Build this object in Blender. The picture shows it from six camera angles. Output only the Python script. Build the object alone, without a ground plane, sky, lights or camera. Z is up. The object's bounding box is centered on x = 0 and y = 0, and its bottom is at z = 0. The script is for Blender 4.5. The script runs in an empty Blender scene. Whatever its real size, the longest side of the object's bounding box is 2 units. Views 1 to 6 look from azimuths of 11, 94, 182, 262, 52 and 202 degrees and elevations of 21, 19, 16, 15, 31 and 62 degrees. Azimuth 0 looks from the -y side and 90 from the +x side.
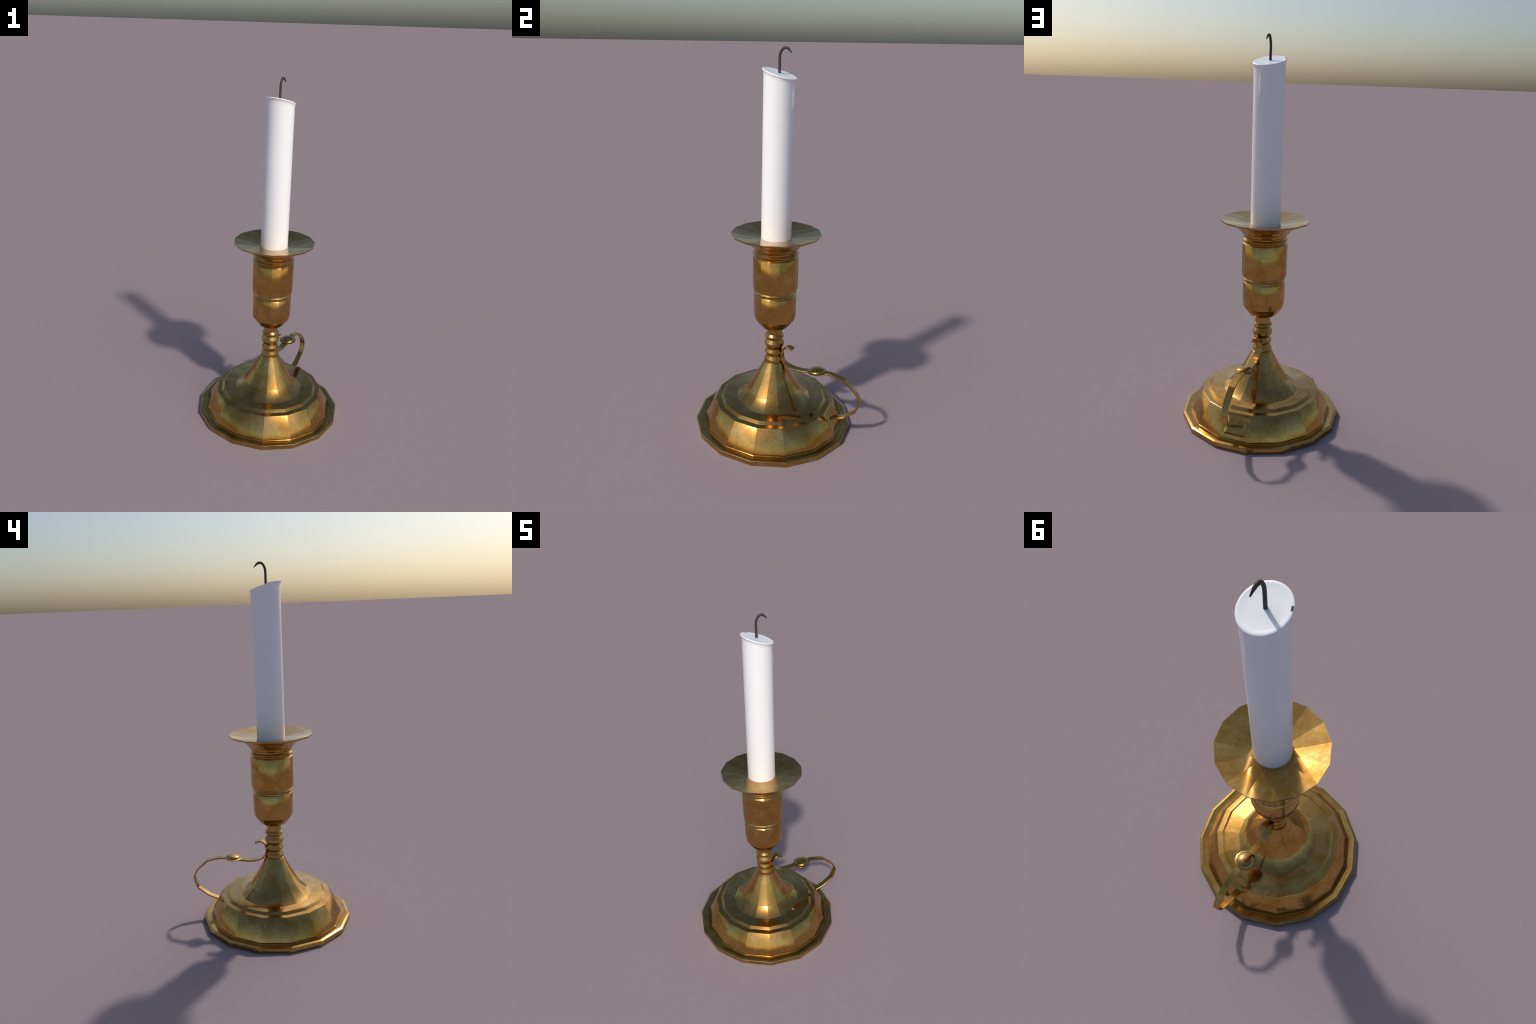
"""Brass chamberstick (candle holder with a strap handle) carrying a white candle.

The holder is a low-sided turned form: every ring has 15 corners, so it is
lofted from (radius, height) profiles.  The candle is a round shaft with a
slanted, slightly flared top, a soft wax run and a hooked burnt wick.
"""
import bpy, math, random
from mathutils import Vector

random.seed(7)
AXIS_X, AXIS_Y = 0.0042, -0.0246      # the turned axis (handle pushes the box off centre)
SIDES = 15                            # corners of every turned ring
PHASE = math.radians(13.0)            # azimuth of the first corner
HANDLE_AZ = math.radians(72.9)        # the handle stands in the middle of one facet


# ------------------------------------------------------------------ materials
BRASS_DEEP = (0.45, 0.238, 0.050, 1)
BRASS_PALE = (0.60, 0.395, 0.145, 1)
BRASS_BROWN = (0.40, 0.205, 0.038, 1)


def new_material(name):
    m = bpy.data.materials.new(name)
    m.use_nodes = True
    nt = m.node_tree
    nt.nodes.clear()
    out = nt.nodes.new('ShaderNodeOutputMaterial')
    bsdf = nt.nodes.new('ShaderNodeBsdfPrincipled')
    nt.links.new(bsdf.outputs[0], out.inputs[0])
    return m, nt, bsdf


def node(nt, kind, **kw):
    n = nt.nodes.new(kind)
    for k, v in kw.items():
        setattr(n, k, v)
    return n


def ramp(nt, src, stops):
    r = node(nt, 'ShaderNodeValToRGB')
    el = r.color_ramp.elements
    while len(el) < len(stops):
        el.new(0.5)
    for e, (p, c) in zip(el, stops):
        e.position = p
        e.color = c if isinstance(c, tuple) else (c, c, c, 1)
    nt.links.new(src, r.inputs[0])
    return r.outputs[0]


def noise(nt, vec, scale, detail=4.0, rough=0.55, dist=0.0):
    n = node(nt, 'ShaderNodeTexNoise')
    n.inputs['Scale'].default_value = scale
    n.inputs['Detail'].default_value = detail
    n.inputs['Roughness'].default_value = rough
    n.inputs['Distortion'].default_value = dist
    nt.links.new(vec, n.inputs['Vector'])
    return n


def mix_color(nt, fac, a, b, blend='MIX'):
    m = node(nt, 'ShaderNodeMix', data_type='RGBA', blend_type=blend)
    for sock, v in ((m.inputs[0], fac), (m.inputs[6], a), (m.inputs[7], b)):
        if isinstance(v, (int, float)):
            sock.default_value = v
        elif isinstance(v, tuple):
            sock.default_value = v
        else:
            nt.links.new(v, sock)
    return m.outputs[2]


def math_node(nt, op, a, b=None):
    m = node(nt, 'ShaderNodeMath', operation=op)
    for sock, v in zip(m.inputs, (a, b)):
        if v is None:
            continue
        if isinstance(v, (int, float)):
            sock.default_value = v
        else:
            nt.links.new(v, sock)
    return m.outputs[0]


def thin_lines(nt, vec, scale, stretch, rot, width, warp, seed, sparse):
    """Sparse hairline scratches: borders of long, stretched, slightly warped Voronoi
    cells, kept only where a broad noise is high."""
    mp = node(nt, 'ShaderNodeMapping')
    mp.inputs['Rotation'].default_value = rot
    mp.inputs['Location'].default_value = (seed, seed * 1.7, -seed)
    mp.inputs['Scale'].default_value = (1.0, 1.0, stretch)
    nt.links.new(vec, mp.inputs['Vector'])
    wn = noise(nt, mp.outputs[0], 5.0, 1.0)
    add = node(nt, 'ShaderNodeVectorMath', operation='MULTIPLY_ADD')
    nt.links.new(wn.outputs['Color'], add.inputs[0])
    add.inputs[1].default_value = (warp,) * 3
    nt.links.new(mp.outputs[0], add.inputs[2])
    v = node(nt, 'ShaderNodeTexVoronoi', feature='DISTANCE_TO_EDGE')
    v.inputs['Scale'].default_value = scale
    nt.links.new(add.outputs[0], v.inputs['Vector'])
    line = ramp(nt, v.outputs['Distance'], [(0.0, 1.0), (width, 0.0)])
    gate = ramp(nt, noise(nt, vec, 6.0, 2.0, 0.5, seed).outputs['Fac'],
                [(sparse, 0.0), (min(sparse + 0.08, 1.0), 1.0)])
    return math_node(nt, 'MULTIPLY', line, gate)


def make_brass():
    m, nt, bsdf = new_material('aged_brass')
    co = node(nt, 'ShaderNodeTexCoord').outputs['Object']
    # two tones of metal in soft clouds
    clouds = noise(nt, co, 10.0, 5.0, 0.6, 0.4).outputs['Fac']
    col = mix_color(nt, ramp(nt, clouds, [(0.36, 0.0), (0.66, 1.0)]), BRASS_DEEP, BRASS_PALE)
    # fine mottling
    grain = noise(nt, co, 60.0, 5.0, 0.7).outputs['Fac']
    col = mix_color(nt, ramp(nt, grain, [(0.42, 0.0), (0.72, 0.45)]), col, BRASS_BROWN)
    # tarnish: a few small grey-brown smudges
    spots = noise(nt, co, 26.0, 3.0, 0.5, 0.8).outputs['Fac']
    smudge = ramp(nt, spots, [(0.69, 0.0), (0.76, 0.42)])
    col = mix_color(nt, smudge, col, (0.17, 0.13, 0.08, 1))
    # hairline scratches, darker and warmer than the metal
    s1 = thin_lines(nt, co, 9.0, 0.30, (0.5, 0.35, 0.2), 0.010, 0.06, 0.0, 0.44)
    s2 = thin_lines(nt, co, 9.0, 0.22, (-0.6, 0.9, 0.9), 0.009, 0.04, 3.1, 0.46)
    s3 = thin_lines(nt, co, 8.0, 0.18, (1.45, 0.3, 0.4), 0.008, 0.05, 6.7, 0.46)
    scr = math_node(nt, 'MAXIMUM', math_node(nt, 'MAXIMUM', s1, s2), s3)
    col = mix_color(nt, math_node(nt, 'MULTIPLY', scr, 0.5), col, (0.34, 0.17, 0.03, 1))
    nt.links.new(col, bsdf.inputs['Base Color'])
    bsdf.inputs['Metallic'].default_value = 1.0
    # roughness: polished with cloudy handling marks
    r = node(nt, 'ShaderNodeMapRange')
    nt.links.new(noise(nt, co, 14.0, 6.0, 0.65).outputs['Fac'], r.inputs[0])
    r.inputs[1].default_value, r.inputs[2].default_value = 0.3, 0.7
    r.inputs[3].default_value, r.inputs[4].default_value = 0.10, 0.19
    rough = math_node(nt, 'ADD', r.outputs[0], math_node(nt, 'MULTIPLY', smudge, 0.2))
    rough = math_node(nt, 'ADD', rough, math_node(nt, "MULTIPLY", scr, 0.07))
    nt.links.new(rough, bsdf.inputs['Roughness'])
    # tiny pits and the scratches' own relief
    pits = noise(nt, co, 160.0, 2.0, 0.5).outputs['Fac']
    h = math_node(nt, 'SUBTRACT', math_node(nt, 'MULTIPLY', pits, 0.10), math_node(nt, "MULTIPLY", scr, 0.06))
    bump = node(nt, 'ShaderNodeBump')
    bump.inputs['Strength'].default_value = 0.10
    bump.inputs['Distance'].default_value = 0.004
    nt.links.new(h, bump.inputs['Height'])
    nt.links.new(bump.outputs[0], bsdf.inputs['Normal'])
    return m


def make_wax():
    m, nt, bsdf = new_material('white_wax')
    co = node(nt, 'ShaderNodeTexCoord').outputs['Object']
    n = noise(nt, co, 12.0, 3.0).outputs['Fac']
    col = mix_color(nt, n, (0.975, 0.98, 0.985, 1), (0.985, 0.985, 0.985, 1))
    nt.links.new(col, bsdf.inputs['Base Color'])
    bsdf.inputs['Roughness'].default_value = 0.26
    bsdf.inputs['Specular IOR Level'].default_value = 0.4
    return m


def make_wick_material():
    m, nt, bsdf = new_material('charred_cotton')
    co = node(nt, 'ShaderNodeTexCoord').outputs['Object']
    mp = node(nt, 'ShaderNodeMapping')
    mp.inputs['Scale'].default_value = (1.0, 1.0, 3.0)
    nt.links.new(co, mp.inputs['Vector'])
    n = noise(nt, mp.outputs[0], 120.0, 4.0, 0.7).outputs['Fac']
    col = ramp(nt, n, [(0.38, (0.018, 0.015, 0.013, 1)), (0.54, (0.056, 0.040, 0.030, 1)),
                       (0.74, (0.105, 0.080, 0.060, 1))])
    nt.links.new(col, bsdf.inputs['Base Color'])
    bsdf.inputs['Roughness'].default_value = 0.62
    bump = node(nt, 'ShaderNodeBump')
    bump.inputs['Strength'].default_value = 0.5
    bump.inputs['Distance'].default_value = 0.002
    nt.links.new(n, bump.inputs['Height'])
    nt.links.new(bump.outputs[0], bsdf.inputs['Normal'])
    return m


BRASS, WAX, WICK = make_brass(), make_wax(), make_wick_material()


# ------------------------------------------------------------------- builders
def add_object(name, verts, faces, material, parent=None, normals=None, smooth_angle=None):
    me = bpy.data.meshes.new(name)
    me.from_pydata(verts, [], faces)
    me.update()
    me.materials.append(material)
    ob = bpy.data.objects.new(name, me)
    bpy.context.scene.collection.objects.link(ob)
    if parent:
        ob.parent = parent
    if normals is not None:
        me.shade_smooth()
        me.normals_split_custom_set(normals)
    elif smooth_angle is not None:
        me.shade_smooth()
        me.set_sharp_from_angle(angle=math.radians(smooth_angle))
    return ob


def corner(k, r, z):
    a = PHASE + 2 * math.pi * k / SIDES
    return (AXIS_X + r * math.cos(a), AXIS_Y + r * math.sin(a), z)


SOFT = 0.52      # how far shading normals lean from flat facets (0) to fully smooth (1)


def turned(name, profile, parent, close_bottom=False, close_top=False, before=None, after=None, wall_soft=0.60,
           facet_soft=SOFT, droop=True):
    """Loft a 15-sided turned part from (radius, height) rows running along the
    surface.  Corners are softened in shading only: every facet's normals lean
    facet_soft of the way toward the average with its neighbours, both around the axis
    and along the profile (by wall_soft on long walls, hardly at all on the
    short chamfers, which stay crisp).  before / after are the profile points of the adjoining
    parts, so that the shading carries over the joint; droop=False keeps walls from
    leaning down at their lower edge."""
    verts, faces, normals = [], [], []
    rows = len(profile)
    for row in profile:
        for k in range(SIDES):
            verts.append(corner(k, row[0], row[1]))

    def elevation(a, b):                                  # outward normal's elevation
        return math.degrees(math.atan2(-(b[0] - a[0]) * math.cos(math.pi / SIDES), b[1] - a[1]))

    own = [elevation(profile[i], profile[i + 1]) for i in range(rows - 1)]
    first = elevation(before, profile[0]) if before else own[0]
    last = elevation(profile[-1], after) if after else own[-1]

    def lean(i, other):
        d = (other - own[i] + 180) % 360 - 180
        long_wall = math.dist(profile[i], profile[i + 1]) > 0.04
        if d < 0 and long_wall and not droop:
            return own[i]
        return own[i] if abs(d) > 72 else own[i] + (wall_soft if long_wall else 0.22) * 0.5 * d

    for i in range(rows - 1):
        ta = lean(i, own[i - 1] if i else first)
        tb = lean(i, own[i + 1] if i < rows - 2 else last)
        for k in range(SIDES):
            k2 = (k + 1) % SIDES
            faces.append((i * SIDES + k, i * SIDES + k2, (i + 1) * SIDES + k2, (i + 1) * SIDES + k))
            mid = PHASE + 2 * math.pi * (k + 0.5) / SIDES
            half = facet_soft * math.pi / SIDES
            for t, da in ((ta, -half), (ta, half), (tb, half), (tb, -half)):
                t = math.radians(t)
                az = mid + da
                normals.append((math.cos(t) * math.cos(az), math.cos(t) * math.sin(az), math.sin(t)))
    if close_bottom:
        faces.append(tuple(reversed(range(SIDES))))
        normals += [(0, 0, -1)] * SIDES
    if close_top:
        faces.append(tuple((rows - 1) * SIDES + k for k in range(SIDES)))
        normals += [(0, 0, 1)] * SIDES
    return add_object(name, verts, faces, BRASS, parent, normals=normals)


def empty(name, loc=(0, 0, 0)):
    ob = bpy.data.objects.new(name, None)
    ob.location = loc
    bpy.context.scene.collection.objects.link(ob)
    return ob


# --------------------------------------------------------------- candle holder
holder = empty('candle_holder')
holder['label'] = 'aged brass chamberstick with faceted foot and strap handle'
holder['category'] = 'candle holder'

FOOT = [(0.4280, 0.0000), (0.4280, 0.0222), (0.4266, 0.0245), (0.4140, 0.0288), (0.3835, 0.0238),
        (0.3815, 0.0265), (0.3838, 0.0330), (0.3842, 0.0356),
        (0.3192, 0.1465), (0.3165, 0.1480), (0.2912, 0.1492), (0.2770, 0.1628), (0.2022, 0.1545)]
CONE = [(0.2022, 0.1545), (0.1455, 0.2085), (0.1005, 0.2850), (0.0530, 0.3755)]
STEM = [(0.0530, 0.3755), (0.0500, 0.3775), (0.0520, 0.3820), (0.0515, 0.3890), (0.0508, 0.3945),
        (0.0412, 0.4120), (0.0412, 0.4165), (0.0492, 0.4280), (0.0496, 0.4370), (0.0415, 0.4520),
        (0.0415, 0.4555), (0.0522, 0.4750), (0.0525, 0.4900), (0.0418, 0.5080), (0.0418, 0.5105),
        (0.0506, 0.5225), (0.0506, 0.5295), (0.0412, 0.5405), (0.0402, 0.5715)]
SOCKET = [(0.0402, 0.5715), (0.0535, 0.5745), (0.0748, 0.5868), (0.1076, 0.6313), (0.1117, 0.6574),
          (0.1116, 0.7665), (0.1070, 0.7712), (0.1070, 0.7785), (0.1131, 0.7848), (0.1133, 0.7875),
          (0.1092, 0.7945), (0.1092, 0.7990), (0.1183, 0.8038),
          (0.1185, 0.9755), (0.1112, 0.9832), (0.1112, 0.9858), (0.1194, 0.9952),
          (0.1194, 0.9985), (0.1128, 1.0058), (0.1110, 1.0080), (0.1127, 1.0136)]
DRIP_PAN = [(0.1127, 1.0136), (0.1192, 1.0235), (0.1240, 1.0325), (0.1335, 1.0415), (0.1430, 1.0530),
            (0.1600, 1.0680), (0.2300, 1.0928), (0.2308, 1.1010), (0.0785, 1.0742), (0.0785, 0.9400)]

turned('foot', FOOT, holder, close_bottom=True, after=CONE[1])
turned('foot_cone', CONE, holder, before=FOOT[-2])
turned('stem', STEM, holder)
turned('candle_socket', SOCKET, holder, after=DRIP_PAN[1], wall_soft=0.78, droop=False)
turned('drip_pan', DRIP_PAN, holder, close_top=True, before=SOCKET[-2], facet_soft=0.2)

# strap handle: (distance from the axis, height) of the middle of the strap
STRAP = [(0.3480, 0.0968), (0.3560, 0.1022), (0.4040, 0.1200), (0.4345, 0.1415), (0.4660, 0.1635),
         (0.4795, 0.1940), (0.4884, 0.2295), (0.4752, 0.2625), (0.4600, 0.2850), (0.4295, 0.3122),
         (0.4005, 0.3382), (0.3690, 0.3480), (0.3235, 0.3592), (0.2900, 0.3580), (0.2470, 0.3545),
         (0.2000, 0.3502), (0.1620, 0.3468), (0.1220, 0.3480), (0.0990, 0.3540), (0.0730, 0.3645),
         (0.0585, 0.3765), (0.0500, 0.3950), (0.0462, 0.4150), (0.0475, 0.4330), (0.0535, 0.4515),
         (0.0645, 0.4635), (0.0770, 0.4688), (0.0890, 0.4690), (0.1110, 0.4617)]
STRAP_THICK = 0.0082


def strap_width(s):
    """The strap is broadest at the stem and narrows toward the outer bow."""
    return 0.0380 - 0.0050 * min(max((s - 0.15) / 0.30, 0.0), 1.0)


radial = Vector((math.cos(HANDLE_AZ), math.sin(HANDLE_AZ), 0))
across = Vector((-math.sin(HANDLE_AZ), math.cos(HANDLE_AZ), 0))
up = Vector((0, 0, 1))
axis = Vector((AXIS_X, AXIS_Y, 0))


def strap_handle(parent):
    verts, faces = [], []
    n = len(STRAP)
    c = 0.0014                                         # chamfer of the strap's edges
    ht = STRAP_THICK / 2
    m = 8
    for i, (s, z) in enumerate(STRAP):
        s0, z0 = STRAP[max(i - 1, 0)]
        s1, z1 = STRAP[min(i + 1, n - 1)]
        t = Vector((s1 - s0, z1 - z0)).normalized()
        nrm = radial * -t.y + up * t.x
        hw = strap_width(s) / 2
        section = [(-hw, -ht + c), (-hw, ht - c), (-hw + c, ht), (hw - c, ht),
                   (hw, ht - c), (hw, -ht + c), (hw - c, -ht), (-hw + c, -ht)]
        for w, h in section:
            verts.append(axis + radial * s + up * z + across * w + nrm * h)
    for i in range(n - 1):
        for j in range(m):
            j2 = (j + 1) % m
            faces.append((i * m + j, i * m + j2, (i + 1) * m + j2, (i + 1) * m + j))
    faces.append(tuple(reversed(range(m))))
    faces.append(tuple((n - 1) * m + j for j in range(m)))
    return add_object('handle', [tuple(v) for v in verts], faces, BRASS, parent, smooth_angle=19)


handle = strap_handle(holder)


def thumb_rest(parent):
    """Ten-sided domed disc riding on the strap."""
    sides = 10
    tilt = math.radians(4.5)
    e1 = radial * math.cos(tilt) + up * math.sin(tilt)
    nrm = up * math.cos(tilt) - radial * math.sin(tilt)
    centre = axis + radial * 0.2475 + up * 0.3575
    prof = [(0.042, -0.0050), (0.0515, -0.0010), (0.0515, 0.0030), (0.0440, 0.0052),
            (0.0425, 0.0092), (0.0350, 0.0146), (0.0220, 0.0186), (0.0100, 0.0204)]
    verts, faces = [], []
    for r, h in prof:
        for k in range(sides):
            a = 2 * math.pi * (k + 0.5) / sides
            verts.append(tuple(centre + e1 * r * math.cos(a) + across * r * math.sin(a) + nrm * h))
    for i in range(len(prof) - 1):
        for k in range(sides):
            k2 = (k + 1) % sides
            faces.append((i * sides + k, i * sides + k2, (i + 1) * sides + k2, (i + 1) * sides + k))
    faces.append(tuple(reversed(range(sides))))
    faces.append(tuple((len(prof) - 1) * sides + k for k in range(sides)))
    return add_object('thumb_rest', verts, faces, BRASS, parent, smooth_angle=40)


thumb_rest(handle)


def handle_mount(parent):
    """Low bevelled pad raised from the skirt facet where the strap lands."""
    apothem = math.cos(math.pi / SIDES)
    az = PHASE + 2 * math.pi * 2.5 / SIDES               # middle of the handle's facet
    out = Vector((math.cos(az), math.sin(az), 0))
    side = Vector((-math.sin(az), math.cos(az), 0))
    foot_edge = axis + out * 0.3842 * apothem + up * 0.0356
    top_edge = axis + out * 0.3192 * apothem + up * 0.1465
    slope = (top_edge - foot_edge).normalized()
    face_normal = side.cross(slope).normalized()
    if face_normal.dot(out) < 0:
        face_normal = -face_normal
    # (half width, distance up the slope, height above the facet)
    loops = [[(0.062, 0.017), (0.056, 0.121), -0.0012], [(0.045, 0.032), (0.039, 0.096), 0.0085]]
    verts = []
    for (w0, v0), (w1, v1), h in loops:
        for w, v in ((-w0, v0), (w0, v0), (w1, v1), (-w1, v1)):
            verts.append(tuple(foot_edge + side * w + slope * v + face_normal * h))
    faces = [(4, 5, 6, 7)] + [(k, (k + 1) % 4, 4 + (k + 1) % 4, 4 + k) for k in range(4)]
    faces.append((3, 2, 1, 0))
    return add_object('handle_mount', verts, faces, BRASS, parent)


handle_mount(handle)

# ---------------------------------------------------------------------- candle
candle = empty('candle', (0, 0, 0))
candle['label'] = 'tall white wax candle with slanted top and hooked wick'
candle['category'] = 'candle'

TOP_Z, SLOPE_X, SLOPE_Y = 1.8808, -0.110, -0.280      # slanted top plane
SHAFT_R = 0.0774
RUN_AZ = 64.0                                        # azimuth of the wax run


def top_height(dx, dy):
    return TOP_Z + SLOPE_X * dx + SLOPE_Y * dy


def wax_run(az_deg, z):
    """Outward swelling of the soft run of wax below the low side of the lip."""
    d = (az_deg - RUN_AZ + 180) % 360 - 180
    side = math.exp(-(d / (7.0 if d < 0 else 28.0)) ** 2)
    tall = math.exp(-(abs(z - 1.766) / 0.064) ** 3)
    return 0.0056 * side * tall


def lean_y(z):
    """The candle stands a hair out of plumb."""
    return -0.0003 + 0.0040 * (z - 1.06)


def wax_body(parent):
    seg = 96
    verts, faces = [], []

    def ring(fn):
        for k in range(seg):
            a = 2 * math.pi * k / seg
            verts.append(fn(a))

    bottom = 0.945
    levels = 46
    # shaft: rings gradually take on the slant of the top
    for i in range(levels + 1):
        t = i / levels

        def shaft(a, t=t):
            ca, sa = math.cos(a), math.sin(a)
            z_end = top_height(SHAFT_R * ca, SHAFT_R * sa) - 0.030
            z = bottom + (z_end - bottom) * (1 - (1 - t) ** 1.5)
            r = SHAFT_R + wax_run(math.degrees(a), z)
            return (AXIS_X + r * ca, AXIS_Y + lean_y(z) + r * sa, z)
        ring(shaft)
    # flare and rounded lip: (extra radius, depth under the slanted plane)
    lip = [(0.0002, 0.0240), (0.0006, 0.0185), (0.0014, 0.0140), (0.0026, 0.0102), (0.0042, 0.0074),
           (0.0056, 0.0056), (0.0064, 0.0038), (0.0064, 0.0016), (0.0052, 0.0000), (0.0030, -0.0010),
           (-0.0010, -0.0012), (-0.0070, -0.0004), (-0.0150, 0.0004), (-0.0400, 0.0006)]
    for er, depth in lip:
        def edge(a, er=er, depth=depth):
            ca, sa = math.cos(a), math.sin(a)
            r = SHAFT_R + er
            z = top_height(r * ca, r * sa) - depth
            r2 = r + (wax_run(math.degrees(a), z) if depth > 0.009 else 0)
            return (AXIS_X + r2 * ca, AXIS_Y + lean_y(z) + r2 * sa, z)
        ring(edge)
    rings = levels + 1 + len(lip)
    for i in range(rings - 1):
        for k in range(seg):
            k2 = (k + 1) % seg
            faces.append((i * seg + k, i * seg + k2, (i + 1) * seg + k2, (i + 1) * seg + k))
    faces.append(tuple(reversed(range(seg))))
    verts.append((AXIS_X, AXIS_Y + lean_y(TOP_Z), TOP_Z - 0.0006))
    c = len(verts) - 1
    base = (rings - 1) * seg
    for k in range(seg):
        faces.append((base + k, base + (k + 1) % seg, c))
    return add_object('wax_body', verts, faces, WAX, parent, smooth_angle=60)


wax_body(candle)

# hooked wick: spine (x, y, z, radius)
SPINE = [(0.0025, -0.0235, 1.8700, 0.0065), (0.0025, -0.0235, 1.9100, 0.0064), (0.0024, -0.0236, 1.9400, 0.0063),
         (0.0028, -0.0230, 1.9580, 0.0063), (0.0040, -0.0195, 1.9720, 0.0063), (0.0058, -0.0130, 1.9850, 0.0063),
         (0.0082, -0.0040, 1.9922, 0.0064), (0.0108, 0.0060, 1.9936, 0.0064), (0.0136, 0.0150, 1.9905, 0.0061),
         (0.0170, 0.0240, 1.9825, 0.0042), (0.0207, 0.0330, 1.9728, 0.0022)]


def catmull(pts, steps):
    out = []
    for i in range(len(pts) - 1):
        p0, p1, p2, p3 = (pts[max(i - 1, 0)], pts[i], pts[i + 1], pts[min(i + 2, len(pts) - 1)])
        for s in range(steps):
            t = s / steps
            out.append(tuple(0.5 * (2 * b + (c - a) * t + (2 * a - 5 * b + 4 * c - d) * t * t
                                    + (3 * b - a - 3 * c + d) * t ** 3) for a, b, c, d in zip(p0, p1, p2, p3)))
    out.append(pts[-1])
    return out


def wick(parent):
    path = catmull(SPINE, 12)
    seg = 14
    verts, faces = [], []
    side = Vector((1, 0, 0))
    arc = 0.0
    for i, p in enumerate(path):
        a, b = path[max(i - 1, 0)], path[min(i + 1, len(path) - 1)]
        t = (Vector(b[:3]) - Vector(a[:3])).normalized()
        side = (side - t * side.dot(t)).normalized()
        other = t.cross(side)
        if i:
            arc += (Vector(p[:3]) - Vector(path[i - 1][:3])).length
        for k in range(seg):
            ang = 2 * math.pi * k / seg
            # twisted cord: shallow spiral ribs plus a little burnt roughness
            r = p[3] * (1 + 0.055 * math.sin(2 * ang + arc * 900) + random.uniform(-0.03, 0.03))
            verts.append(tuple(Vector(p[:3]) + side * r * math.cos(ang) + other * r * math.sin(ang)))
    for i in range(len(path) - 1):
        for k in range(seg):
            k2 = (k + 1) % seg
            faces.append((i * seg + k, i * seg + k2, (i + 1) * seg + k2, (i + 1) * seg + k))
    faces.append(tuple(reversed(range(seg))))
    faces.append(tuple((len(path) - 1) * seg + k for k in range(seg)))
    return add_object('wick', verts, faces, WICK, parent, smooth_angle=50)


wick(candle)


def soot_fleck(parent):
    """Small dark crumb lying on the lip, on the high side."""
    cx, cy = -0.0722, -0.0330
    ux, uy = 0.0030, 0.0005           # half width
    vx, vy = 0.0012, -0.0074         # half length
    verts, faces = [], []
    for h in (-0.0010, 0.0031):
        for su, sv in ((-1, -1), (1, -1), (1, 1), (-1, 1)):
            x, y = cx + su * ux + sv * vx, cy + su * uy + sv * vy
            verts.append((x, y, top_height(x - AXIS_X, y - AXIS_Y) + h))
    faces = [(3, 2, 1, 0), (4, 5, 6, 7), (0, 1, 5, 4), (1, 2, 6, 5), (2, 3, 7, 6), (3, 0, 4, 7)]
    return add_object('soot_fleck', verts, faces, WICK, parent)


soot_fleck(candle)
